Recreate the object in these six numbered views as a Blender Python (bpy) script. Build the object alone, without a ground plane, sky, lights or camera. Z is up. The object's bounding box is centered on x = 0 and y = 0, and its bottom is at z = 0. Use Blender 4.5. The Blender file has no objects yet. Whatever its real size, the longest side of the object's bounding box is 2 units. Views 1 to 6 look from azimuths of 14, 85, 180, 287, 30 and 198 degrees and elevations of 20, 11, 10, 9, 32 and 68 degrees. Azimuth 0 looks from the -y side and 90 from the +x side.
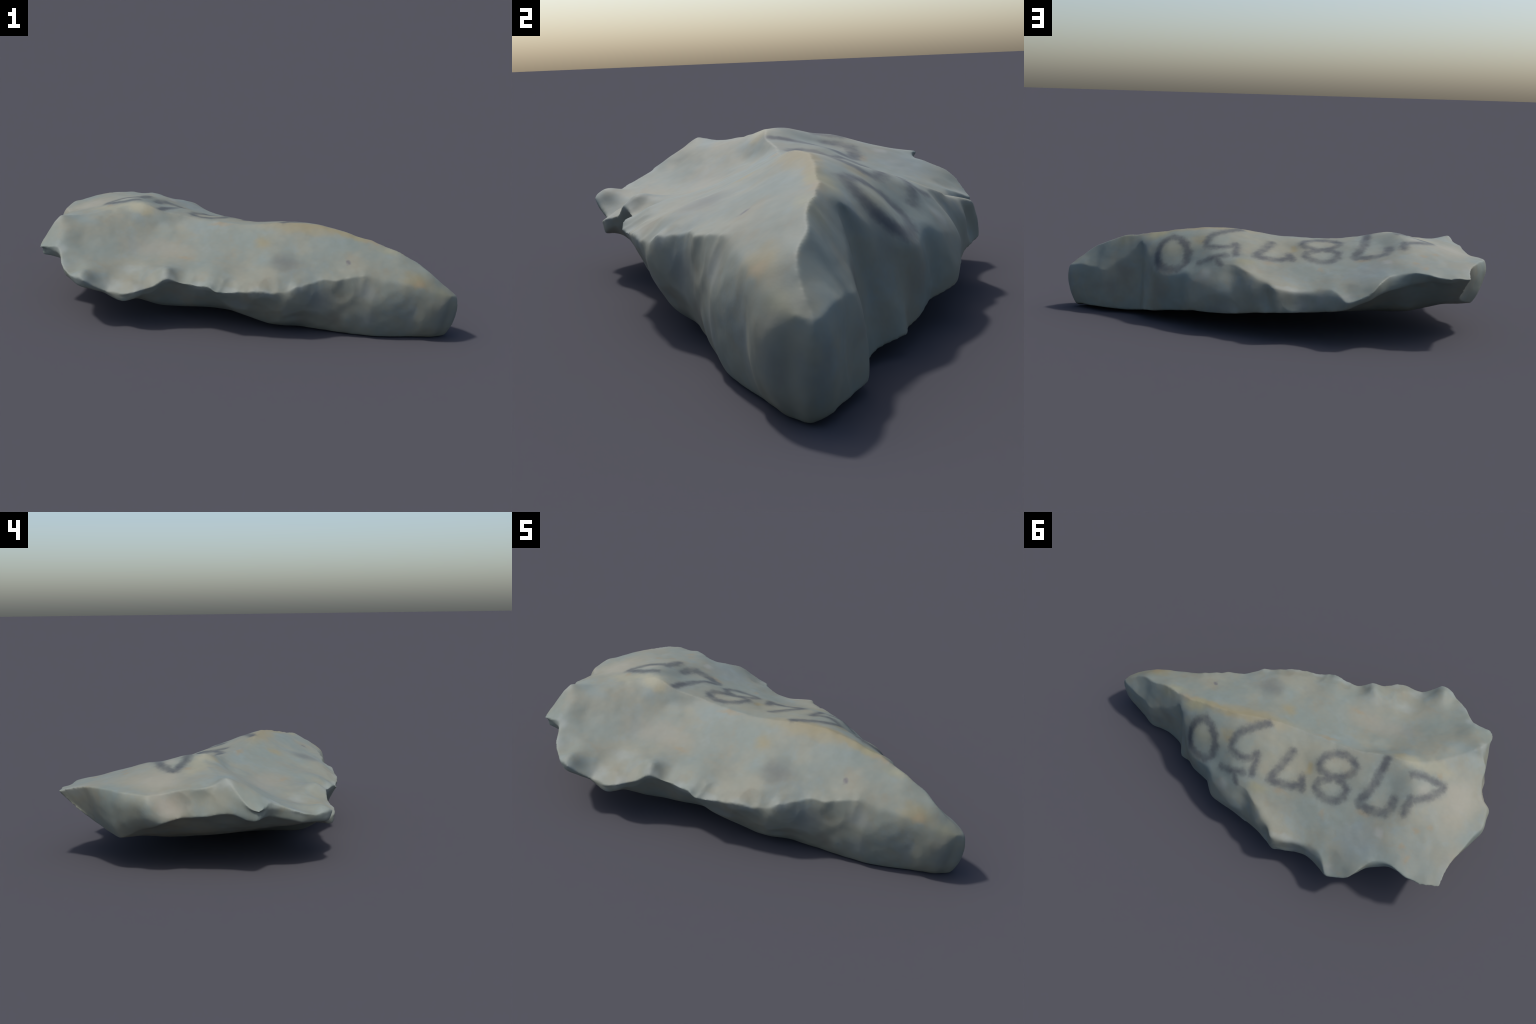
"""A knapped grey flint flake with a hand-inked catalogue number on its upper face.

The flake is described by: a dorsal ridge, an upper edge and a foot edge that run
around the outline (front side and back side), a ventral belly, and flake scars.
"""
import bpy, bmesh, math
import numpy as np
from mathutils import Vector, noise

rng = np.random.default_rng(7)

# ------------------------------------------------------------------ guide curves
# dorsal ridge, from the pointed tip to the corner of the broad end
RIDGE = [(.994, -.106, .198), (.930, -.114, .249), (.859, -.107, .298), (.720, -.066, .357),
         (.615, -.041, .376), (.458, -.019, .402), (.295, -.015, .421), (.143, -.035, .411),
         (-.015, -.038, .388), (-.172, -.030, .381), (-.314, -.024, .385), (-.450, -.040, .403),
         (-.545, -.030, .421), (-.633, -.062, .400), (-.750, -.140, .377), (-.820, -.195, .376),
         (-.876, -.238, .387)]

# front side: upper edge | foot edge | outward bulge of the wall between them
FRONT = [
    (.994, -.106, .198, .956, -.116, .000, .026), (.970, -.138, .208, .928, -.132, .000, .021),
    (.945, -.155, .215, .905, -.147, .000, .034), (.895, -.176, .232, .870, -.160, .000, .036),
    (.815, -.201, .256, .815, -.182, .000, .026), (.707, -.216, .267, .720, -.222, .000, .032),
    (.630, -.229, .275, .640, -.240, .000, .036), (.598, -.231, .283, .590, -.245, .000, .034),
    (.526, -.263, .278, .535, -.250, .000, .028), (.470, -.294, .267, .460, -.256, .003, .026),
    (.417, -.303, .266, .400, -.266, .008, .036), (.366, -.335, .253, .350, -.276, .013, .038),
    (.318, -.374, .242, .300, -.285, .017, .040), (.264, -.400, .223, .240, -.310, .023, .038),
    (.200, -.425, .222, .180, -.332, .033, .025), (.140, -.440, .225, .120, -.352, .054, .017),
    (.088, -.452, .217, .075, -.376, .078, .016), (.045, -.457, .210, .040, -.398, .100, .010),
    (.000, -.467, .208, .000, -.428, .138, .004), (-.030, -.476, .207, -.048, -.451, .185, .003),
    (-.062, -.472, .225, -.065, -.463, .205, .0), (-.116, -.461, .223, -.116, -.452, .200, .0),
    (-.180, -.452, .220, -.180, -.442, .198, .0), (-.220, -.464, .232, -.220, -.452, .207, .0),
    (-.258, -.481, .239, -.258, -.470, .212, .0), (-.322, -.507, .197, -.322, -.497, .170, .0),
    (-.350, -.527, .194, -.350, -.515, .165, .0), (-.380, -.547, .187, -.385, -.538, .146, .004),
    (-.430, -.557, .168, -.436, -.548, .130, .004), (-.480, -.545, .172, -.490, -.540, .140, .004),
    (-.520, -.540, .175, -.525, -.540, .155, .003), (-.562, -.572, .196, -.565, -.556, .168, .004),
    (-.604, -.588, .222, -.605, -.570, .178, .005), (-.636, -.584, .228, -.636, -.566, .182, .005),
    (-.669, -.565, .226, -.665, -.546, .186, .005), (-.705, -.534, .222, -.700, -.518, .190, .003),
    (-.735, -.509, .232, -.730, -.495, .192, .002), (-.763, -.473, .247, -.757, -.462, .205, .002),
    (-.800, -.411, .276, -.790, -.400, .222, .0), (-.823, -.397, .282, -.812, -.387, .228, .0),
    (-.890, -.389, .275, -.877, -.377, .230, .003), (-.912, -.379, .266, -.902, -.367, .226, .003),
    (-.922, -.347, .276, -.907, -.335, .226, .004), (-.900, -.288, .333, -.918, -.275, .250, .006),
    (-.876, -.238, .387, -.926, -.220, .250, .006)]

# back side, from the corner of the broad end round to the tip
BACK = [
    (-.876, -.238, .387, -.926, -.220, .250, .006), (-.885, -.202, .363, -.930, -.180, .240, .006),
    (-.905, -.174, .351, -.934, -.145, .238, .005), (-.918, -.147, .347, -.940, -.110, .234, .004),
    (-.919, -.074, .338, -.941, -.070, .230, .003), (-.945, .000, .324, -.967, -.010, .212, .008),
    (-.974, .050, .321, -.958, .035, .195, .026), (-.979, .095, .324, -.932, .098, .175, .026),
    (-.976, .151, .327, -.925, .145, .153, .030), (-.946, .208, .328, -.920, .192, .135, .022),
    (-.919, .276, .330, -.893, .245, .146, .014), (-.899, .323, .329, -.850, .320, .167, .008),
    (-.882, .359, .326, -.832, .378, .194, .002), (-.865, .416, .317, -.833, .420, .225, .002),
    (-.861, .455, .308, -.843, .460, .262, .0), (-.856, .488, .297, -.850, .482, .285, .0),
    (-.840, .496, .296, -.835, .485, .285, .0), (-.800, .504, .302, -.800, .490, .285, .0),
    (-.769, .510, .299, -.769, .495, .280, .0), (-.729, .504, .301, -.729, .490, .280, .0),
    (-.690, .503, .308, -.690, .485, .285, .0), (-.639, .479, .315, -.645, .470, .270, .003),
    (-.596, .462, .315, -.600, .460, .260, .006), (-.543, .463, .306, -.548, .475, .245, .006),
    (-.498, .490, .294, -.500, .495, .235, .004), (-.463, .535, .273, -.463, .527, .225, .002),
    (-.422, .571, .236, -.422, .555, .205, .002), (-.369, .577, .213, -.369, .566, .185, .002),
    (-.325, .576, .200, -.324, .567, .165, .003), (-.295, .530, .220, -.274, .533, .148, .003),
    (-.268, .490, .231, -.235, .507, .140, .012), (-.214, .469, .226, -.185, .489, .131, .012),
    (-.140, .475, .218, -.103, .499, .130, .005), (-.060, .488, .228, -.060, .504, .130, .005),
    (-.008, .488, .236, -.030, .509, .130, .004), (.018, .444, .250, .020, .475, .120, .0),
    (.069, .394, .264, .060, .445, .112, .016), (.116, .356, .281, .119, .413, .102, .018),
    (.169, .313, .299, .161, .403, .098, .014), (.230, .295, .291, .225, .377, .092, .028),
    (.290, .277, .276, .290, .353, .090, .032), (.345, .265, .256, .347, .330, .090, .022),
    (.380, .250, .247, .368, .312, .085, .012), (.414, .230, .236, .398, .261, .072, .008),
    (.460, .214, .229, .419, .243, .068, .008), (.500, .203, .220, .497, .203, .058, .005),
    (.535, .172, .231, .540, .166, .045, .0), (.556, .121, .243, .580, .155, .045, .0),
    (.589, .064, .289, .599, .136, .042, .0), (.622, .003, .345, .626, .078, .028, .002),
    (.681, .007, .280, .700, .034, .017, .012), (.730, .004, .250, .750, .024, .018, .012),
    (.792, .003, .203, .812, .018, .022, .010), (.860, -.030, .208, .877, -.026, .018, .010),
    (.917, -.056, .215, .930, -.060, .019, .010), (.968, -.085, .206, .955, -.085, .012, .018),
    (.994, -.106, .198, .956, -.116, .000, .026)]

# heights met by the slope in front of the ridge and by the slope behind it
FRONT_SLOPE = [(.501, -.179, .320), (.228, -.266, .309), (-.404, -.342, .248), (-.237, -.287, .269),
               (-.735, -.248, .347), (-.544, -.093, .379), (-.555, -.382, .241), (-.383, -.207, .285),
               (-.444, -.382, .232), (-.130, -.419, .236), (-.243, -.414, .258), (-.272, -.437, .270),
               (-.670, -.520, .228), (-.584, -.546, .224), (-.615, -.541, .250), (-.635, -.560, .245),
               (-.535, -.482, .214), (-.408, -.481, .211), (.802, -.174, .278), (.416, -.070, .384),
               (.087, -.141, .346), (.468, -.222, .297), (.564, -.111, .353), (.255, -.158, .336), (.055, -.305, .275), (-.365, -.127, .329), (-.655, -.495, .238),
               (-.560, -.250, .297), (-.470, -.281, .258), (.220, -.360, .268),
               (-.330, -.365, .250), (-.040, -.425, .247), (-.090, -.383, .263), (-.720, -.192, .371),
               (-.730, -.320, .297), (-.355, -.064, .353), (-.440, -.088, .351), (-.415, -.496, .214), (-.815, -.331, .328),
               (-.815, -.389, .292)]
BACK_SLOPE = [(.472, .046, .374), (.530, .116, .296), (.394, .123, .342), (.389, .179, .287),
              (.149, -.006, .408), (.295, .085, .388), (.161, .142, .363), (.161, .234, .334),
              (.332, .233, .284), (.267, .250, .314), (.004, .081, .362), (.073, .237, .327),
              (-.081, .194, .325), (-.139, .093, .369), (-.315, .059, .370), (-.223, .136, .348),
              (-.147, .198, .332), (-.305, .172, .344), (-.570, .396, .333), (-.233, .237, .312), (-.374, .218, .330),
              (-.538, .171, .372), (-.350, .125, .366), (-.385, .150, .360), (-.589, .032, .420), (-.754, .023, .377), (-.632, .137, .394),
              (-.601, .208, .386), (-.395, .350, .303), (-.484, .440, .302), (-.674, .278, .358),
              (-.739, .246, .357), (-.632, .368, .340), (-.687, .420, .324), (-.219, .307, .289), (.030, .360, .266),
              (-.102, .129, .346), (-.850, -.120, .365)]
# belly (ventral face)
BELLY = [(-.85, -.28, .203), (-.80, -.30, .184), (-.80, -.10, .146), (-.85, .18, .127), (-.80, .10, .121), (-.80, .25, .142),
         (-.70, -.43, .172), (-.60, -.50, .171), (-.60, -.40, .150), (-.60, -.20, .112), (-.70, .10, .097),
         (-.60, .00, .088), (-.60, .10, .080), (-.60, .20, .096), (-.60, .36, .138), (-.75, .36, .168),
         (-.50, .10, .067), (-.40, .10, .062), (-.45, -.50, .138), (-.50, -.45, .138), (-.40, -.45, .122),
         (-.40, -.40, .112), (-.40, -.20, .070), (-.40, .00, .050), (-.40, .20, .086), (-.40, .40, .133),
         (-.35, -.48, .126), (-.30, -.44, .108), (-.25, -.40, .092), (-.20, -.40, .103), (-.20, -.30, .064),
         (-.15, -.40, .110), (-.10, -.38, .100), (-.05, -.38, .103), (-.20, -.10, .038), (-.20, .05, .052),
         (-.20, .20, .075), (-.20, .40, .117), (.00, -.35, .080), (.00, -.30, .054), (.00, -.20, .034),
         (.00, .00, .034), (.00, .20, .068), (.00, .40, .109), (.20, -.20, .022), (.20, .00, .026),
         (.20, .20, .062), (.40, -.20, .010), (.40, .00, .022), (.40, .20, .062), (.60, -.18, .002),
         (.60, -.05, .008), (.80, -.10, .004)]


def spline(points, n, corner=0.5):
    """centripetal Catmull-Rom through rows of any width, n samples per unit list, with parameter"""
    P = np.array(points, float)
    d = np.linalg.norm(np.diff(P[:, :3], axis=0), axis=1) ** 0.75 + 1e-6
    t = np.concatenate([[0], np.cumsum(d)])
    m = np.zeros_like(P)
    m[1:-1] = 0.5 * ((P[2:] - P[1:-1]) / d[1:, None] + (P[1:-1] - P[:-2]) / d[:-1, None]) * 0.9
    m[0] = (P[1] - P[0]) / d[0]; m[-1] = (P[-1] - P[-2]) / d[-1]
    tt = np.linspace(0, t[-1], n)
    k = np.clip(np.searchsorted(t, tt, side='right') - 1, 0, len(d) - 1)
    h = d[k][:, None]; s = ((tt - t[k]) / d[k])[:, None]
    return ((2*s**3 - 3*s**2 + 1) * P[k] + (s**3 - 2*s**2 + s) * h * m[k]
            + (-2*s**3 + 3*s**2) * P[k+1] + (s**3 - s**2) * h * m[k+1])


def resample(C, u, weight):
    """rows of C at fractions u of the cumulative weight"""
    s = np.concatenate([[0], np.cumsum(weight)]); s /= s[-1]
    return np.stack([np.interp(u, s, C[:, j]) for j in range(C.shape[1])], 1)


class Sheet:
    """thin-plate height field z(x, y) through scattered heights"""
    def __init__(self, lines, spots, give=2e-4):
        rows = [(*p, 1e-5) for p in np.vstack(lines)] + [(*p, give) for p in spots]; keep = []
        for p in rows:
            if all((p[0]-q[0])**2 + (p[1]-q[1])**2 > 6e-5 for q in keep): keep.append(p)
        P = np.array(keep); self.X = P[:, :2]; n = len(P)
        A = np.zeros((n+3, n+3)); A[:n, :n] = self.kernel(self.X) + np.diag(P[:, 3])
        A[:n, n] = 1; A[:n, n+1:] = self.X; A[n:, :n] = A[:n, n:].T
        self.w = np.linalg.solve(A, np.concatenate([P[:, 2], [0, 0, 0]]))
    def kernel(self, Q):
        r2 = ((Q[:, None, :] - self.X[None]) ** 2).sum(2)
        return 0.5 * r2 * np.log(r2 + 1e-12)
    def __call__(self, Q):
        out = np.empty(len(Q)); n = len(self.X)
        for i in range(0, len(Q), 20000):
            q = Q[i:i+20000]
            out[i:i+20000] = self.kernel(q) @ self.w[:n] + self.w[n] + q @ self.w[n+1:]
        return out


# ------------------------------------------------------------------ build the raw body as rings
N, CAP, WALL, BASE = 700, 60, 34, 40
u = np.linspace(0, 1, N)

ridge0 = spline(RIDGE, 2000)
front0 = spline(FRONT, 4000)
back0 = spline(BACK, 4000)[::-1]            # tip -> broad end
w_of = lambda C: np.linalg.norm(np.diff(C[:, :2], axis=0), axis=1)
front = resample(front0, u, w_of(front0))
back = resample(back0, u, w_of(back0))
# the ridge follows the mean progress of both edges so that the rings stay roughly square to it
prog = 0.5 * (front[:, 0] + back[:, 0]); prog = np.minimum.accumulate(prog)
prog = (prog[0] - prog) / (prog[0] - prog[-1]) * .75 + u * .25
ridge = resample(ridge0, prog, w_of(ridge0))

def chips(n, seed, size):
    r = np.random.default_rng(seed); w = r.normal(size=n)
    k = np.hanning(int(size)); k /= np.sqrt((k**2).sum())
    return np.convolve(np.pad(w, int(size), 'wrap'), k, 'same')[int(size):-int(size)]

# small chips along the upper edges and a restless ridge line
fade = np.clip(np.minimum(u, 1-u) / .04, 0, 1)
front_plain, back_plain = front.copy(), back.copy()
front[:, 1] += .0014 * chips(N, 1, 15) * fade; front[:, 2] += .0016 * chips(N, 2, 17) * fade
calm = fade * np.where(back[:, 0] < -.7, .35, 1)
back[:, 1] += .0014 * chips(N, 3, 17) * calm; back[:, 2] += .0014 * chips(N, 4, 19) * calm
jag = fade * np.where(ridge[:, 0] > .55, 1, .35)
ridge[:, 1] += .0035 * chips(N, 5, 31) * jag; ridge[:, 2] += .0015 * chips(N, 6, 25) * jag

front_sheet = Sheet([ridge[::8, :3], front[::5, :3]], FRONT_SLOPE, give=5e-4)
back_sheet = Sheet([ridge[::8, :3], back[::5, :3]], BACK_SLOPE)
belly_sheet = Sheet([front[::6, 3:6], back[::6, 3:6]], BELLY)


def cap(a, b, sheet, n):
    """grid between two lines, heights from the sheet; exact on both lines"""
    v = np.linspace(0, 1, n)[:, None, None]
    xy = a[None, :, :2] * (1-v) + b[None, :, :2] * v
    z = sheet(xy.reshape(-1, 2)).reshape(n, -1)
    for row, line in ((0, a), (-1, b)):
        err = line[:, 2] - z[row]
        f = np.clip(1 - np.abs(np.linspace(0, 1, n) - (0 if row == 0 else 1)) / 0.06, 0, 1)[:, None]
        z += err[None] * f
    return np.concatenate([xy, z[..., None]], 2)


def wall(top, chipped, foot, bulge, n, side, calm):
    """wall from the upper edge to the foot, pushed out like the side of a loaf"""
    v = np.linspace(0, 1, n)[:, None, None]
    kk = np.hanning(calm + 2)[1:-1]; kk /= kk.sum()
    even = np.stack([np.convolve(np.pad(top[:, j], calm // 2, 'reflect', reflect_type='odd'), kk, 'valid') for j in range(3)], 1)
    settle = np.clip(v / .35, 0, 1); settle = settle * settle * (3 - 2 * settle)
    line = (top[None] + (even - top)[None] * settle) * (1-v) + foot[None] * v    # edge wiggles die out downward
    tan = np.gradient(0.5 * (top + foot), axis=0); out = np.stack([tan[:, 1], -tan[:, 0]], 1) * side
    out /= np.linalg.norm(out, axis=1, keepdims=True) + 1e-9
    k = np.ones(25) / 25
    out = np.stack([np.convolve(np.pad(out[:, j], 12, 'edge'), k, 'valid') for j in (0, 1)], 1)
    for at, d in ((0, (.98, -.18)), (1, (-.97, -.25))):        # front and back share the end edges
        f = np.clip(1 - np.abs(u - at) / .012, 0, 1)[:, None]
        out = out * (1-f) + np.array(d) * f
    out /= np.linalg.norm(out, axis=1, keepdims=True) + 1e-9
    amt = (1 - np.abs(2 * v[..., 0] - 1) ** 2.6) * bulge[None]
    line[..., :2] += out[None] * amt[..., None]
    return line + (chipped - top)[None] * (1 - v) ** 7


spine = resample(spline([(.952, -.116, 0), (.80, -.09, 0), (.50, -.05, 0), (.10, .0, 0), (-.40, .0, 0),
                         (-.75, -.06, 0), (-.912, -.215, .231)], 800), prog, np.ones(799))
spine[1:-1, 2] = belly_sheet(spine[1:-1, :2])
f_cap = cap(ridge[:, :3], front[:, :3], front_sheet, CAP)
f_wall = wall(front_plain[:, :3], front[:, :3], front[:, 3:6], front[:, 6], WALL, -1, 61)
f_base = cap(front[:, 3:6], spine, belly_sheet, BASE)
b_base = cap(spine, back[:, 3:6], belly_sheet, BASE)
b_wall = wall(back_plain[:, :3], back[:, :3], back[:, 3:6], back[:, 6], WALL, 1, 9)[::-1]
b_cap = cap(back[:, :3], ridge[:, :3], back_sheet, CAP)
ring = np.concatenate([f_cap[:-1], f_wall[:-1], f_base[:-1], b_base[:-1], b_wall[:-1], b_cap[:-1]], 0)
ring[..., 2] = np.maximum(ring[..., 2], 0.0)
R = ring.shape[0]
verts = ring.transpose(1, 0, 2).reshape(-1, 3)
i, j = np.meshgrid(np.arange(N-1), np.arange(R), indexing='ij')
jn = (j + 1) % R
faces = np.stack([i*R + j, i*R + jn, (i+1)*R + jn, (i+1)*R + j], -1).reshape(-1, 4)

patch_of_column = np.concatenate([np.full(CAP-1, 0), np.full(WALL-1, 1), np.full(BASE-1, 2), np.full(BASE-1, 2),
                                  np.full(WALL-1, 1), np.full(CAP-1, 0)])
raw_patch = patch_of_column[j.reshape(-1)]

raw = bpy.data.meshes.new("raw_body")
raw.from_pydata(verts.tolist(), [], faces.tolist())
bm = bmesh.new(); bm.from_mesh(raw)
bmesh.ops.remove_doubles(bm, verts=bm.verts, dist=1e-4)
bmesh.ops.recalc_face_normals(bm, faces=bm.faces)
if bm.calc_volume(signed=True) < 0: bmesh.ops.reverse_faces(bm, faces=bm.faces)
bm.to_mesh(raw); bm.free()


def through_modifier(mesh, kind, **settings):
    ob = bpy.data.objects.new("helper", mesh); bpy.context.scene.collection.objects.link(ob)
    md = ob.modifiers.new("m", kind)
    for k, v in settings.items(): setattr(md, k, v)
    dg = bpy.context.evaluated_depsgraph_get(); dg.update()
    out = bpy.data.meshes.new_from_object(ob.evaluated_get(dg))
    bpy.data.objects.remove(ob); bpy.data.meshes.remove(mesh)
    return out


def get_co(mesh):
    a = np.empty(len(mesh.vertices) * 3); mesh.vertices.foreach_get("co", a); return a.reshape(-1, 3)

def get_normals(mesh):
    a = np.empty(len(mesh.vertices) * 3, np.float32); mesh.vertex_normals.foreach_get("vector", a); return a.reshape(-1, 3)

def set_co(mesh, a):
    mesh.vertices.foreach_set("co", a.astype(np.float32).reshape(-1)); mesh.update()


mesh = through_modifier(raw, 'REMESH', mode='VOXEL', voxel_size=0.0045, adaptivity=0)

# ------------------------------------------------------------------ flake scars
# centre, radii, direction the scar faces, depth (negative = a boss), edge (2 = dish, 1 = soft)
SCARS = [
    # front wall
    ((.405, -.320, .200), (.110, .12, .100), (.1, -1, .1), .014, 1),
    ((.740, -.235, .120), (.125, .10, .160), (0, -1, 0), .007, 2),
    ((.330, -.320, .070), (.110, .11, .065), (0, -1, -.3), .008, 2),
    ((.525, -.275, .050), (.055, .09, .080), (0, -1, 0), -.006, 1), ((.845, -.200, .080), (.045, .07, .120), (.2, -1, 0), -.004, 1),
    ((.180, -.400, .110), (.080, .11, .085), (0, -1, -.3), .008, 2), ((.060, -.455, .165), (.070, .08, .060), (0, -1, -.2), .007, 2),
    ((.290, -.340, .040), (.120, .08, .060), (0, -1, -.4), -.007, 1),
    # back wall
    ((.235, .385, .100), (.110, .10, .080), (.4, .9, .1), .006, 2), ((.220, .370, .200), (.120, .09, .075), (.4, .9, .3), -.008, 1),
    ((.720, .020, .140), (.090, .07, .120), (.2, 1, 0), .006, 2), ((.850, -.030, .110), (.070, .07, .100), (.4, .9, 0), .006, 2),
    ((.070, .430, .210), (.070, .07, .070), (.6, .8, .1), -.010, 1), ((.015, .475, .180), (.040, .05, .070), (.8, .6, 0), .006, 2),
    ((-.130, .495, .180), (.080, .06, .050), (0, 1, .2), .007, 2),
    # row of chips struck from the front rim
    ((.330, -.355, .215), (.055, .07, .060), (.2, -1, .1), .006, 2), ((.500, -.280, .225), (.050, .06, .065), (0, -1, .1), .006, 2),
    ((.635, -.240, .225), (.060, .06, .070), (0, -1, .2), .006, 2), ((.220, -.420, .175), (.055, .06, .055), (0, -1, 0), .006, 2),
    ((.110, -.440, .235), (.045, .05, .05), (0, -.3, 1), .004, 2), ((.190, -.405, .245), (.040, .05, .05), (0, -.3, 1), .004, 2),
    ((.020, -.440, .230), (.040, .05, .05), (0, -.3, 1), .004, 2), ((-.120, -.440, .235), (.040, .045, .05), (.2, -.3, 1), .005, 2),
    # broad end
    ((-.945, -.030, .285), (.060, .085, .055), (-1, 0, .1), .008, 2), ((-.930, -.150, .290), (.050, .060, .055), (-1, 0, .1), .006, 2),
    # scalloped front lip and dents on the upper face
    ((-.475, -.440, .225), (.080, .095, .07), (-.2, -.3, 1), .004, 2), ((-.205, -.430, .245), (.060, .075, .06), (.3, -.3, 1), .011, 1), ((-.285, -.445, .260), (.050, .07, .05), (0, -.3, 1), -.003, 1),
    ((-.330, -.455, .235), (.050, .065, .06), (-.2, -.3, 1), .005, 2), ((-.560, -.540, .205), (.045, .055, .07), (.4, -.4, 1), .003, 1),
    ((-.055, -.440, .230), (.045, .050, .05), (0, -.3, 1), .005, 2), ((.228, -.266, .306), (.080, .085, .07), (0, -.3, 1), .006, 1),
    ((-.690, -.470, .235), (.055, .055, .06), (-.2, -.4, 1), .005, 1),
    ((.300, -.375, .240), (.035, .035, .04), (0, -.5, 1), -.004, 1), ((-.400, -.100, .340), (.150, .070, .08), (0, -.4, 1), .005, 1),
    # flake bed whose rim crosses the letter
    ((-.500, .110, .385), (.112, .160, .07), (.25, .35, 1), .006, 2),
    # lip behind the letters
    ((-.330, .500, .225), (.070, .060, .05), (0, .4, 1), .005, 1),
]


def relax(mesh, weight, rounds):
    """even out the surface where weight > 0"""
    e = np.empty(len(mesh.edges) * 2, int); mesh.edges.foreach_get("vertices", e); e = e.reshape(-1, 2)
    a = np.concatenate([e[:, 0], e[:, 1]]); b = np.concatenate([e[:, 1], e[:, 0]])
    hot = weight[a] > 0; a, b = a[hot], b[hot]
    co = get_co(mesh); n = len(co); deg = np.maximum(np.bincount(a, minlength=n), 1)
    for _ in range(rounds):
        mean = np.stack([np.bincount(a, co[b, k], n) for k in range(3)], 1) / deg[:, None]
        co += (mean - co) * (weight * .6)[:, None]
    set_co(mesh, co)


def blob(co, c, r):
    return np.clip(1.3 - (((co - np.array(c)) / np.array(r)) ** 2).sum(1), 0, 1)


co, nrm = get_co(mesh), get_normals(mesh)
place = co + np.array([noise.noise_vector(Vector(p) * 11.0) for p in co]) * .010     # uneven scar rims
for c, r, d, depth, edge in SCARS:
    d = np.array(d, float); d /= np.linalg.norm(d)
    q = (((place - np.array(c)) / np.array(r)) ** 2).sum(1)
    w = np.clip(1 - q, 0, 1) ** (1 if edge == 2 else 2)
    w = w * np.clip((nrm @ d - .1) / .4, 0, 1)
    co -= d * (depth * w)[:, None]
set_co(mesh, co)
mesh = through_modifier(mesh, 'SMOOTH', factor=0.5, iterations=4)
co = get_co(mesh)
worn = np.zeros(len(co))                         # stretches where the edge is blunt, not crisp
for c, r in [((.45, .20, .225), (.13, .10, .07)), ((.30, .27, .265), (.10, .05, .05)), ((.57, .08, .27), (.07, .12, .08)),
             ((.74, -.21, .265), (.16, .05, .05)), ((.90, -.17, .23), (.08, .05, .05)), ((-.12, .485, .225), (.13, .05, .05)),
             ((.72, .0, .25), (.10, .05, .06)), ((.05, .42, .255), (.08, .07, .05)), ((-.01, .49, .24), (.06, .05, .05)),
             ((.01, .45, .25), (.05, .05, .04)),
             ((-.876, -.238, .387), (.05, .04, .03)), ((.985, -.112, .09), (.06, .07, .10))]:
    worn = np.maximum(worn, blob(co, c, r))
for c, r in [((.62, -.26, .09), (.40, .10, .13)), ((.20, -.40, .12), (.14, .10, .09)), ((-.62, -.57, .20), (.08, .05, .04))]:
    worn = np.maximum(worn, .25 * blob(co, c, r))
relax(mesh, worn, 34)

# gentle undulation of the fracture surface
co, nrm = get_co(mesh), get_normals(mesh)
wob = np.array([noise.noise(Vector(p) * 9.0) * .0020 + noise.noise(Vector(p) * 24.0 + Vector((5, 1, 3))) * .0010 for p in co])
co += nrm * wob[:, None]
co[:, 2] -= co[:, 2].min()
set_co(mesh, co)

# ------------------------------------------------------------------ inked catalogue number
# pen strokes in plan (x, y); the last value is the half width of the nib
INK = {
    "ink_letter": [([(-.588, .029), (-.642, .017), (-.701, .019), (-.745, .027), (-.730, .067), (-.689, .108), (-.633, .144)], 0.0170),
                   ([(-.612, .143), (-.603, .182), (-.599, .219)], 0.0185)],
    "ink_digit": [([(-.449, -.018), (-.437, .043), (-.426, .105), (-.401, .171), (-.375, .219), (-.426, .237), (-.473, .242),
                    (-.511, .238), (-.532, .207), (-.530, .165)], 0.0200)],
    "ink_digit.001": [([(-.200, .025), (-.152, .058), (-.141, .098), (-.161, .126), (-.215, .139), (-.272, .121), (-.309, .091),
                        (-.314, .059), (-.289, .029), (-.249, .015), (-.200, .025)], 0.0180),
                      ([(-.212, .145), (-.163, .170), (-.152, .203), (-.177, .229), (-.217, .241), (-.264, .240), (-.297, .213),
                        (-.303, .176), (-.281, .148), (-.246, .139)], 0.0170)],
    "ink_digit.002": [([(.005, .076), (.035, .147), (.073, .237), (.025, .240), (-.025, .231), (-.079, .219)], 0.0190),
                      ([(-.075, .177), (-.090, .229)], 0.0175)],
    "ink_digit.003": [([(.161, -.010), (.214, .022), (.257, .051), (.288, .084)], 0.0190),
                      ([(.288, .084), (.306, .120), (.303, .146), (.272, .166), (.224, .180), (.186, .168), (.169, .140),
                        (.162, .185), (.163, .236)], 0.0160),
                      ([(.209, .243), (.261, .247), (.326, .233)], 0.0160), ([(.251, .252), (.228, .291)], 0.0125)],
    "ink_digit.004": [([(.475, .042), (.514, .061), (.532, .094), (.530, .133), (.512, .164), (.477, .190), (.433, .202),
                        (.404, .196), (.387, .170), (.388, .145), (.407, .103), (.438, .066), (.475, .042)], 0.0190)],
}


from mathutils.bvhtree import BVHTree
skin = BVHTree.FromPolygons(get_co(mesh).tolist(), [p.vertices[:] for p in mesh.polygons])

def lay_on_stone(x, y):
    return tuple(skin.ray_cast(Vector((x, y, 1)), Vector((0, 0, -1)))[0])

INK = {k: [([lay_on_stone(*p) for p in pts], half) for pts, half in v] for k, v in INK.items()}


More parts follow.
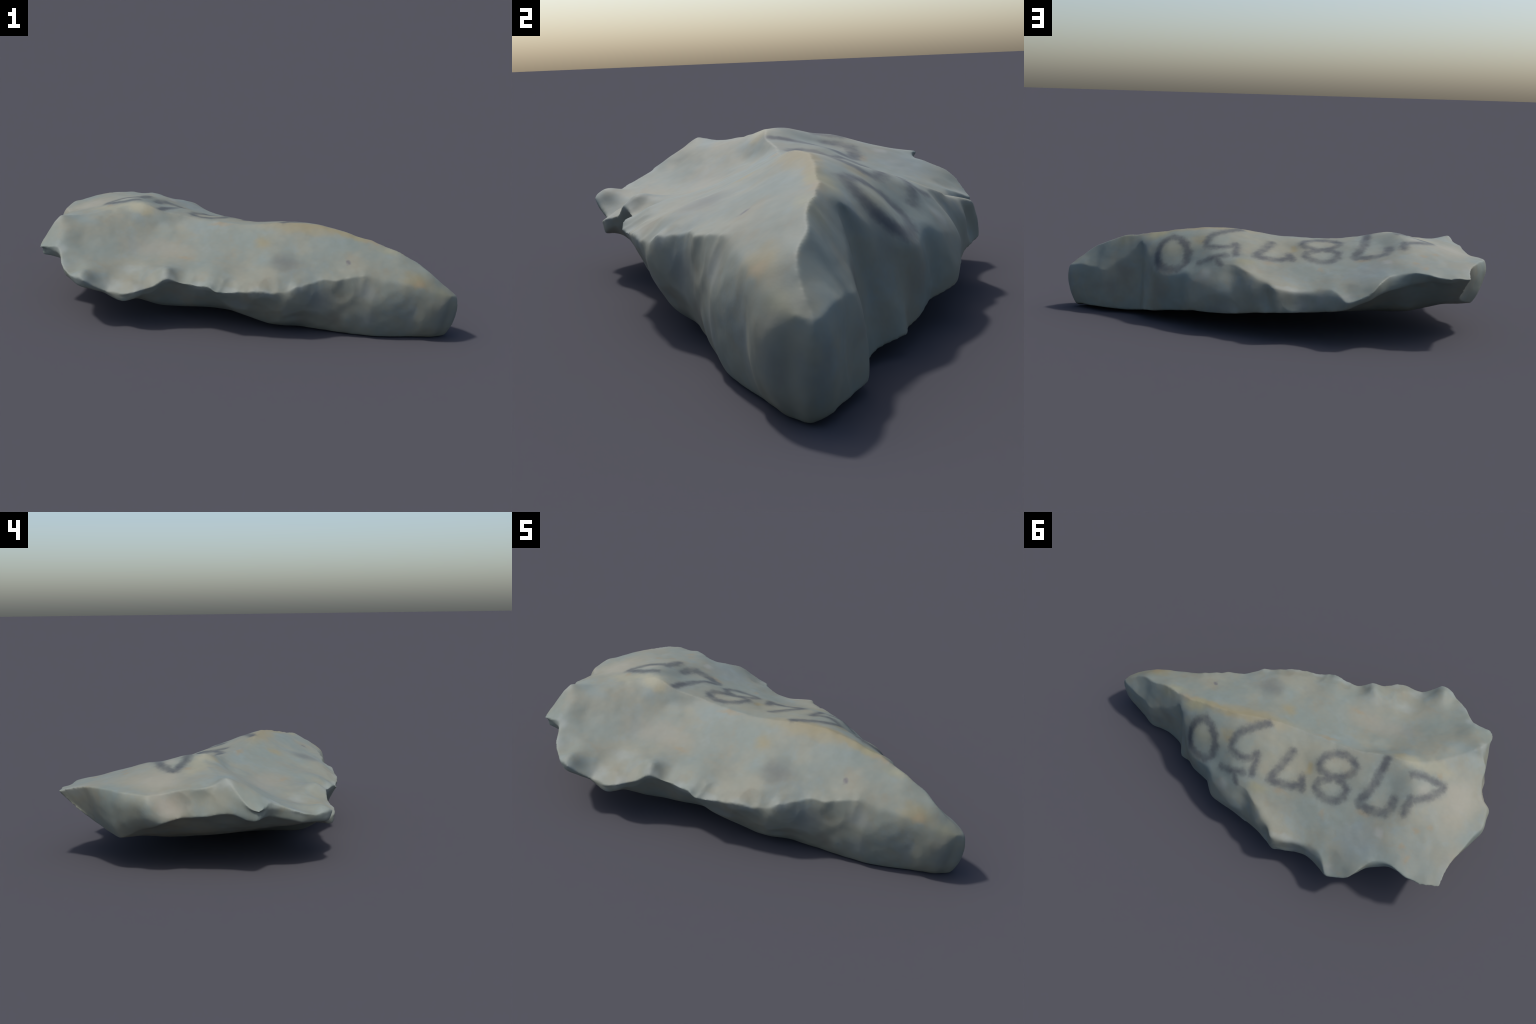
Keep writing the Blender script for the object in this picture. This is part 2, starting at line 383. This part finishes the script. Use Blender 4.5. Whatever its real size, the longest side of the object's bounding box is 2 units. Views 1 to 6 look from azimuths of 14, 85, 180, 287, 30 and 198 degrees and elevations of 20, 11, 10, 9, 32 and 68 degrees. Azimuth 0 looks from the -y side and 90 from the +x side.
def stroke_distance(P, strokes):
    best = np.full(len(P), 9.0)
    for pts, half in strokes:
        for a, b in zip(pts[:-1], pts[1:]):
            a, b = np.array(a), np.array(b); ab = b - a
            t = np.clip(((P - a) @ ab) / (ab @ ab), 0, 1)
            best = np.minimum(best, np.linalg.norm(P - a - t[:, None] * ab, axis=1) - half)
    return best


# ------------------------------------------------------------------ materials
def group(name, ins, outs):
    g = bpy.data.node_groups.new(name, 'ShaderNodeTree')
    for kind, nm in ins: g.interface.new_socket(nm, in_out='INPUT', socket_type=kind)
    for kind, nm in outs: g.interface.new_socket(nm, in_out='OUTPUT', socket_type=kind)
    return g, g.nodes.new('NodeGroupInput'), g.nodes.new('NodeGroupOutput')

V, C, F = 'NodeSocketVector', 'NodeSocketColor', 'NodeSocketFloat'

def node(t, kind, **kw):
    n = t.nodes.new(kind)
    for k, v in kw.items(): setattr(n, k, v)
    return n

def vmath(t, op, a, b=None):
    n = node(t, 'ShaderNodeVectorMath', operation=op)
    for i_, s_ in enumerate((a, b)):
        if s_ is None: continue
        if isinstance(s_, (tuple, list)): n.inputs[i_].default_value = s_
        else: t.links.new(s_, n.inputs[i_])
    return n

def fmath(t, op, a, b=None, clamp=False):
    n = node(t, 'ShaderNodeMath', operation=op, use_clamp=clamp)
    for i_, s_ in enumerate((a, b)):
        if s_ is None: continue
        if isinstance(s_, (int, float)): n.inputs[i_].default_value = s_
        else: t.links.new(s_, n.inputs[i_])
    return n.outputs[0]

def ramp(t, x, lo, hi):
    n = node(t, 'ShaderNodeMapRange', interpolation_type='SMOOTHSTEP')
    t.links.new(x, n.inputs['Value']); n.inputs['From Min'].default_value = lo; n.inputs['From Max'].default_value = hi
    return n.outputs['Result']

def mix(t, fac, a, b):
    n = node(t, 'ShaderNodeMix', data_type='RGBA')
    for s_, v in ((n.inputs[0], fac), (n.inputs[6], a), (n.inputs[7], b)):
        if isinstance(v, (int, float)): s_.default_value = v
        elif isinstance(v, tuple): s_.default_value = (*v, 1)
        else: t.links.new(v, s_)
    return n.outputs[2]

def fbm(t, vec, scale, detail=3, rough=.55):
    n = node(t, 'ShaderNodeTexNoise'); n.inputs['Scale'].default_value = scale
    n.inputs['Detail'].default_value = detail; n.inputs['Roughness'].default_value = rough
    t.links.new(vec, n.inputs['Vector']); return n


# a soft-edged stain of a given colour around a centre
stain, gi, go = group("stain", [(V, "Place"), (V, "Centre"), (V, "Radius"), (C, "Under"), (C, "Stain"), (F, "Strength")], [(C, "Colour")])
d = vmath(stain, 'DIVIDE', vmath(stain, 'SUBTRACT', gi.outputs["Place"], gi.outputs["Centre"]).outputs[0], gi.outputs["Radius"])
ln = vmath(stain, 'LENGTH', d.outputs[0])
m = fmath(stain, 'MULTIPLY', ramp(stain, ln.outputs['Value'], 1.15, .15), gi.outputs["Strength"])
stain.links.new(mix(stain, m, gi.outputs["Under"], gi.outputs["Stain"]), go.inputs["Colour"])

# distance from one straight pen stroke, on the surface
pen, gi, go = group("pen_stroke", [(V, "Place"), (V, "Start"), (V, "Run"), (F, "Inverse"), (F, "Half")], [(F, "Distance")])
rel = vmath(pen, 'SUBTRACT', gi.outputs["Place"], gi.outputs["Start"]).outputs[0]
tt = fmath(pen, 'MULTIPLY', vmath(pen, 'DOT_PRODUCT', rel, gi.outputs["Run"]).outputs['Value'], gi.outputs["Inverse"], clamp=True)
sc = node(pen, 'ShaderNodeVectorMath', operation='SCALE'); pen.links.new(gi.outputs["Run"], sc.inputs[0]); pen.links.new(tt, sc.inputs['Scale'])
dist = vmath(pen, 'LENGTH', vmath(pen, 'SUBTRACT', rel, sc.outputs[0]).outputs[0]).outputs['Value']
pen.links.new(fmath(pen, 'SUBTRACT', dist, gi.outputs["Half"]), go.inputs["Distance"])

COOL, WARM = (.158, .185, .164), (.195, .198, .156)
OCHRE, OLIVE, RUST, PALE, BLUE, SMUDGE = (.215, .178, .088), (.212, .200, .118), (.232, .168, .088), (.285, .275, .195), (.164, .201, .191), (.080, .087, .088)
SLATE, BROWN, ASH = (.128, .152, .160), (.150, .138, .112), (.205, .224, .212)
PALE_RIM = (.232, .258, .246)
STAINS = [
    # pale blue-grey bands along rims and chip hollows
    ((0.320, -0.370, 0.240), (0.060, 0.030, .035), PALE_RIM, .45),
    ((0.170, -0.430, 0.222), (0.080, 0.030, .035), PALE_RIM, .45),
    ((0.040, -0.455, 0.210), (0.070, 0.030, .035), PALE_RIM, .45),
    ((-0.100, -0.455, 0.222), (0.060, 0.035, .035), PALE_RIM, .45),
    ((-0.250, -0.465, 0.240), (0.050, 0.040, .035), PALE_RIM, .45),
    ((-0.370, -0.535, 0.190), (0.050, 0.040, .035), PALE_RIM, .45),
    ((-0.500, -0.520, 0.180), (0.060, 0.050, .035), PALE_RIM, .45),
    ((-0.630, -0.565, 0.220), (0.070, 0.040, .035), PALE_RIM, .45),
    ((-0.750, -0.480, 0.240), (0.050, 0.050, .035), PALE_RIM, .45),
    ((-0.800, -0.400, 0.280), (0.050, 0.040, .035), PALE_RIM, .45),
    ((-0.100, 0.475, 0.235), (0.120, 0.030, .035), PALE_RIM, .45),
    ((-0.320, 0.540, 0.210), (0.050, 0.050, .035), PALE_RIM, .45),
    ((-0.860, 0.420, 0.315), (0.040, 0.100, .035), PALE_RIM, .45),
    ((-0.900, -0.250, 0.360), (0.040, 0.060, .035), PALE_RIM, .45),
    # slate, brown and ash blotches on the walls
    ((.40, -.33, .17), (.085, .08, .08), SLATE, .50), ((.47, -.29, .085), (.060, .07, .05), BROWN, .50), ((.62, -.265, .10), (.060, .06, .05), SLATE, .45),
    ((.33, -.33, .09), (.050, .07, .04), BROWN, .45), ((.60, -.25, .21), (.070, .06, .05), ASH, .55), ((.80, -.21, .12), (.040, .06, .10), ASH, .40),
    ((.93, -.16, .11), (.060, .06, .10), SLATE, .40), ((.28, -.37, .13), (.030, .06, .05), ASH, .40), ((.985, -.09, .12), (.030, .06, .08), SLATE, .45),
    ((.70, .02, .19), (.050, .05, .06), BROWN, .50), ((.78, .0, .12), (.080, .05, .07), BROWN, .45), ((.60, .02, .30), (.040, .05, .07), SLATE, .45),
    ((.56, .10, .22), (.050, .05, .08), SLATE, .40), ((.50, .19, .14), (.060, .05, .06), BROWN, .45), ((.30, .31, .24), (.070, .05, .05), ASH, .50),
    ((.22, .38, .12), (.080, .06, .05), SLATE, .45), ((.09, .40, .23), (.030, .05, .05), SLATE, .45), ((-.13, .49, .17), (.040, .05, .05), SLATE, .40),
    ((-.22, .49, .19), (.030, .04, .05), ASH, .40), ((-.55, .40, .20), (.120, .08, .05), BROWN, .35), ((.08, -.43, .15), (.060, .06, .05), SLATE, .35),
    ((-.20, -.42, .16), (.100, .06, .05), BROWN, .30),
    ((-.05, .13, .35), (.42, .22, .12), (.220, .206, .142), .52), ((.44, .10, .34), (.12, .11, .09), (.215, .202, .130), .50),
    ((-.80, .10, .36), (.16, .24, .10), (.232, .220, .168), .50), ((-.70, .40, .33), (.16, .14, .08), (.205, .212, .180), .25),
    ((.30, -.03, .41), (.36, .055, .07), (.235, .205, .125), .40), ((-.30, -.23, .29), (.30, .10, .10), (.212, .205, .160), .35),
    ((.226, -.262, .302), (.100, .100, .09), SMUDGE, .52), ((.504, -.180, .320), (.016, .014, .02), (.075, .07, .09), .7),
    ((.090, -.140, .335), (.055, .060, .06), OCHRE, .60), ((.200, -.050, .405), (.240, .050, .06), OCHRE, .35),
    ((.460, -.022, .400), (.170, .036, .05), OCHRE, .60), ((.290, -.015, .420), (.150, .030, .05), OCHRE, .45),
    ((.540, -.008, .378), (.085, .055, .06), OLIVE, .75), ((.340, .090, .375), (.038, .050, .05), OCHRE, .60),
    ((.700, -.060, .345), (.130, .040, .05), OLIVE, .55), ((.800, -.170, .262), (.130, .055, .05), OCHRE, .60),
    ((.835, -.188, .248), (.045, .030, .03), RUST, .50), ((.930, -.150, .220), (.060, .050, .04), OLIVE, .45),
    ((-.560, -.045, .409), (.085, .055, .05), PALE, .75), ((-.500, -.055, .400), (.040, .045, .05), OCHRE, .35),
    ((-.690, -.045, .390), (.140, .060, .05), (.26, .245, .165), .50), ((-.250, -.055, .370), (.150, .060, .06), BLUE, .65),
    ((-.430, -.075, .375), (.080, .050, .06), BLUE, .55), ((-.770, -.205, .362), (.110, .050, .05), BLUE, .65),
    ((.120, .290, .310), (.075, .045, .05), OLIVE, .60), ((-.100, .129, .346), (.028, .045, .05), OCHRE, .65),
    ((-.545, .110, .390), (.050, .130, .07), (.135, .150, .130), .50), ((-.430, .400, .310), (.150, .130, .09), (.165, .195, .192), .55),  # first: stone darkened for shade on the crease side turned from the sun
    ((-.840, .060, .350), (.100, .120, .06), (.25, .240, .195), .55), ((-.660, .080, .395), (.040, .055, .05), (.26, .250, .205), .50),
    ((-.674, .278, .358), (.026, .020, .04), RUST, .40), ((-.739, .246, .357), (.024, .018, .04), RUST, .40),
    ((-.632, .368, .340), (.022, .016, .04), RUST, .40), ((-.687, .420, .324), (.024, .020, .04), RUST, .40),
    ((-.219, .307, .289), (.016, .024, .04), RUST, .35), ((-.404, .258, .330), (.045, .020, .04), RUST, .40),
    ((.007, .271, .307), (.050, .018, .04), RUST, .35), ((-.238, -.284, .269), (.050, .016, .04), RUST, .40),
    ((-.137, -.040, .377), (.080, .016, .04), RUST, .45), ((-.705, -.006, .390), (.030, .020, .04), RUST, .40),
    ((.590, -.040, .370), (.070, .020, .04), RUST, .40), ((-.445, -.400, .235), (.075, .055, .06), (.235, .265, .250), .45),  # last: sunlight on the lip scar, put in as a lighter tint
    ((-.400, -.240, .280), (.220, .080, .10), (.225, .215, .175), .45), ((.930, -.070, .215), (.070, .045, .05), BLUE, .55),
    ((-.510, .330, .325), (.030, .030, .04), (.26, .265, .250), .40), ((-.880, .380, .260), (.060, .140, .10), (.215, .200, .150), .45),
    ((-.950, -.020, .280), (.060, .110, .07), (.270, .245, .205), .55),
]

stone, gi, go = group("flint", [], [(C, "Colour"), (F, "Grain")])
stone.nodes.remove(gi)
place = node(stone, 'ShaderNodeTexCoord').outputs['Object']
warp = fbm(stone, place, 11, 3)
off = node(stone, 'ShaderNodeVectorMath', operation='MULTIPLY_ADD')
stone.links.new(vmath(stone, 'SUBTRACT', warp.outputs['Color'], (.5, .5, .5)).outputs[0], off.inputs[0])
off.inputs[1].default_value = (.09, .09, .09); stone.links.new(place, off.inputs[2])
moved = off.outputs[0]
big = fbm(stone, place, 3.1, 4, .6).outputs['Fac']
mid = fbm(stone, moved, 8.5, 4, .6).outputs['Fac']
fine = fbm(stone, place, 38, 3, .6).outputs['Fac']
col = mix(stone, ramp(stone, big, .36, .66), COOL, WARM)
col = mix(stone, fmath(stone, 'MULTIPLY', ramp(stone, mid, .50, .72), .60), col, (.172, .210, .202))
col = mix(stone, fmath(stone, 'MULTIPLY', ramp(stone, mid, .47, .26), .55), col, (.192, .174, .124))
slate = fbm(stone, moved, 5.0, 3, .5).outputs['Fac']
col = mix(stone, fmath(stone, 'MULTIPLY', ramp(stone, slate, .55, .72), .14), col, (.120, .138, .138))
for c, r, tint, k in STAINS:
    n = stone.nodes.new('ShaderNodeGroup'); n.node_tree = stain
    stone.links.new(moved, n.inputs["Place"]); n.inputs["Centre"].default_value = c; n.inputs["Radius"].default_value = r
    stone.links.new(col, n.inputs["Under"]); n.inputs["Stain"].default_value = (*tint, 1); n.inputs["Strength"].default_value = k
    col = n.outputs["Colour"]
tone = node(stone, 'ShaderNodeMapRange'); stone.links.new(fine, tone.inputs['Value'])
tone.inputs['From Min'].default_value = .3; tone.inputs['From Max'].default_value = .7
tone.inputs['To Min'].default_value = .97; tone.inputs['To Max'].default_value = 1.03
hsv = node(stone, 'ShaderNodeHueSaturation'); stone.links.new(col, hsv.inputs['Color']); stone.links.new(tone.outputs['Result'], hsv.inputs['Value'])
stone.links.new(hsv.outputs['Color'], go.inputs["Colour"]); stone.links.new(fine, go.inputs["Grain"])


def flint_material(name, strokes=None):
    mat = bpy.data.materials.new(name); mat.use_nodes = True; t = mat.node_tree
    bsdf = t.nodes["Principled BSDF"]; bsdf.inputs["Roughness"].default_value = .62
    bsdf.inputs["Specular IOR Level"].default_value = .35
    g = t.nodes.new('ShaderNodeGroup'); g.node_tree = stone; col = g.outputs["Colour"]
    if strokes:
        place = node(t, 'ShaderNodeTexCoord').outputs['Object']
        rag = fbm(t, place, 45, 2)
        off = node(t, 'ShaderNodeVectorMath', operation='MULTIPLY_ADD')
        t.links.new(vmath(t, 'SUBTRACT', rag.outputs['Color'], (.5, .5, .5)).outputs[0], off.inputs[0])
        off.inputs[1].default_value = (.024, .024, .024); t.links.new(place, off.inputs[2])
        flat = off.outputs[0]
        near = None
        for pts, half in strokes:
            for a, b in zip(pts[:-1], pts[1:]):
                n = t.nodes.new('ShaderNodeGroup'); n.node_tree = pen; t.links.new(flat, n.inputs["Place"])
                run = tuple(q - p for p, q in zip(a, b))
                n.inputs["Start"].default_value = a; n.inputs["Run"].default_value = run
                n.inputs["Inverse"].default_value = 1 / sum(r*r for r in run); n.inputs["Half"].default_value = half
                near = n.outputs[0] if near is None else fmath(t, 'MINIMUM', near, n.outputs[0])
        ink = ramp(t, near, .019, -.014)
        halo = fmath(t, 'MULTIPLY', ramp(t, near, .030, .0), .14)
        wear = ramp(t, fbm(t, place, 16, 3).outputs['Fac'], .25, .75)
        ink = fmath(t, 'MULTIPLY', ink, fmath(t, 'MULTIPLY_ADD', wear, .40))
        ink.node.inputs[1].links[0].from_node.inputs[2].default_value = .56
        ink = fmath(t, 'MAXIMUM', ink, halo)
        col = mix(t, ink, col, (.055, .060, .064))
    t.links.new(col, bsdf.inputs["Base Color"])
    bump = node(t, 'ShaderNodeBump'); bump.inputs['Strength'].default_value = .12; bump.inputs['Distance'].default_value = .004
    t.links.new(g.outputs["Grain"], bump.inputs['Height']); t.links.new(bump.outputs[0], bsdf.inputs['Normal'])
    return mat


# ------------------------------------------------------------------ split the one smooth body into its parts
tree = BVHTree.FromPolygons(verts.tolist(), faces.tolist())
nf = len(mesh.polygons)
loops = np.array([p.vertices[:] for p in mesh.polygons])
co, nrm = get_co(mesh), get_normals(mesh)
centre = co[loops].mean(1); fn = nrm[loops].mean(1)
region = np.array([raw_patch[tree.find_nearest(Vector(c))[2]] for c in centre])
names = ["dorsal_face", "flaked_edge", "ventral_face"]
reach = np.stack([stroke_distance(centre, strokes) for strokes in INK.values()])
glyph = reach.argmin(0)
mine = (reach.min(0) < .034) & (region < 2)
region[mine] = 3 + glyph[mine]
names += list(INK)

flake = bpy.data.objects.new("stone_flake", None)
bpy.context.scene.collection.objects.link(flake)
flake["label"] = "grey knapped flint flake with inked catalogue number"
flake["category"] = "stone tool"
plain = flint_material("grey_flint")
for k, nm in enumerate(names):
    sel = loops[region == k]
    used, inv = np.unique(sel, return_inverse=True)
    me = bpy.data.meshes.new(nm)
    me.from_pydata(co[used].tolist(), [], inv.reshape(sel.shape).tolist())
    for p in me.polygons: p.use_smooth = True
    me.normals_split_custom_set_from_vertices(nrm[used].tolist())
    me.materials.append(plain if k < 3 else flint_material("inked_flint", INK[nm]))
    ob = bpy.data.objects.new(nm, me); ob.parent = flake
    bpy.context.scene.collection.objects.link(ob)
bpy.data.meshes.remove(mesh)
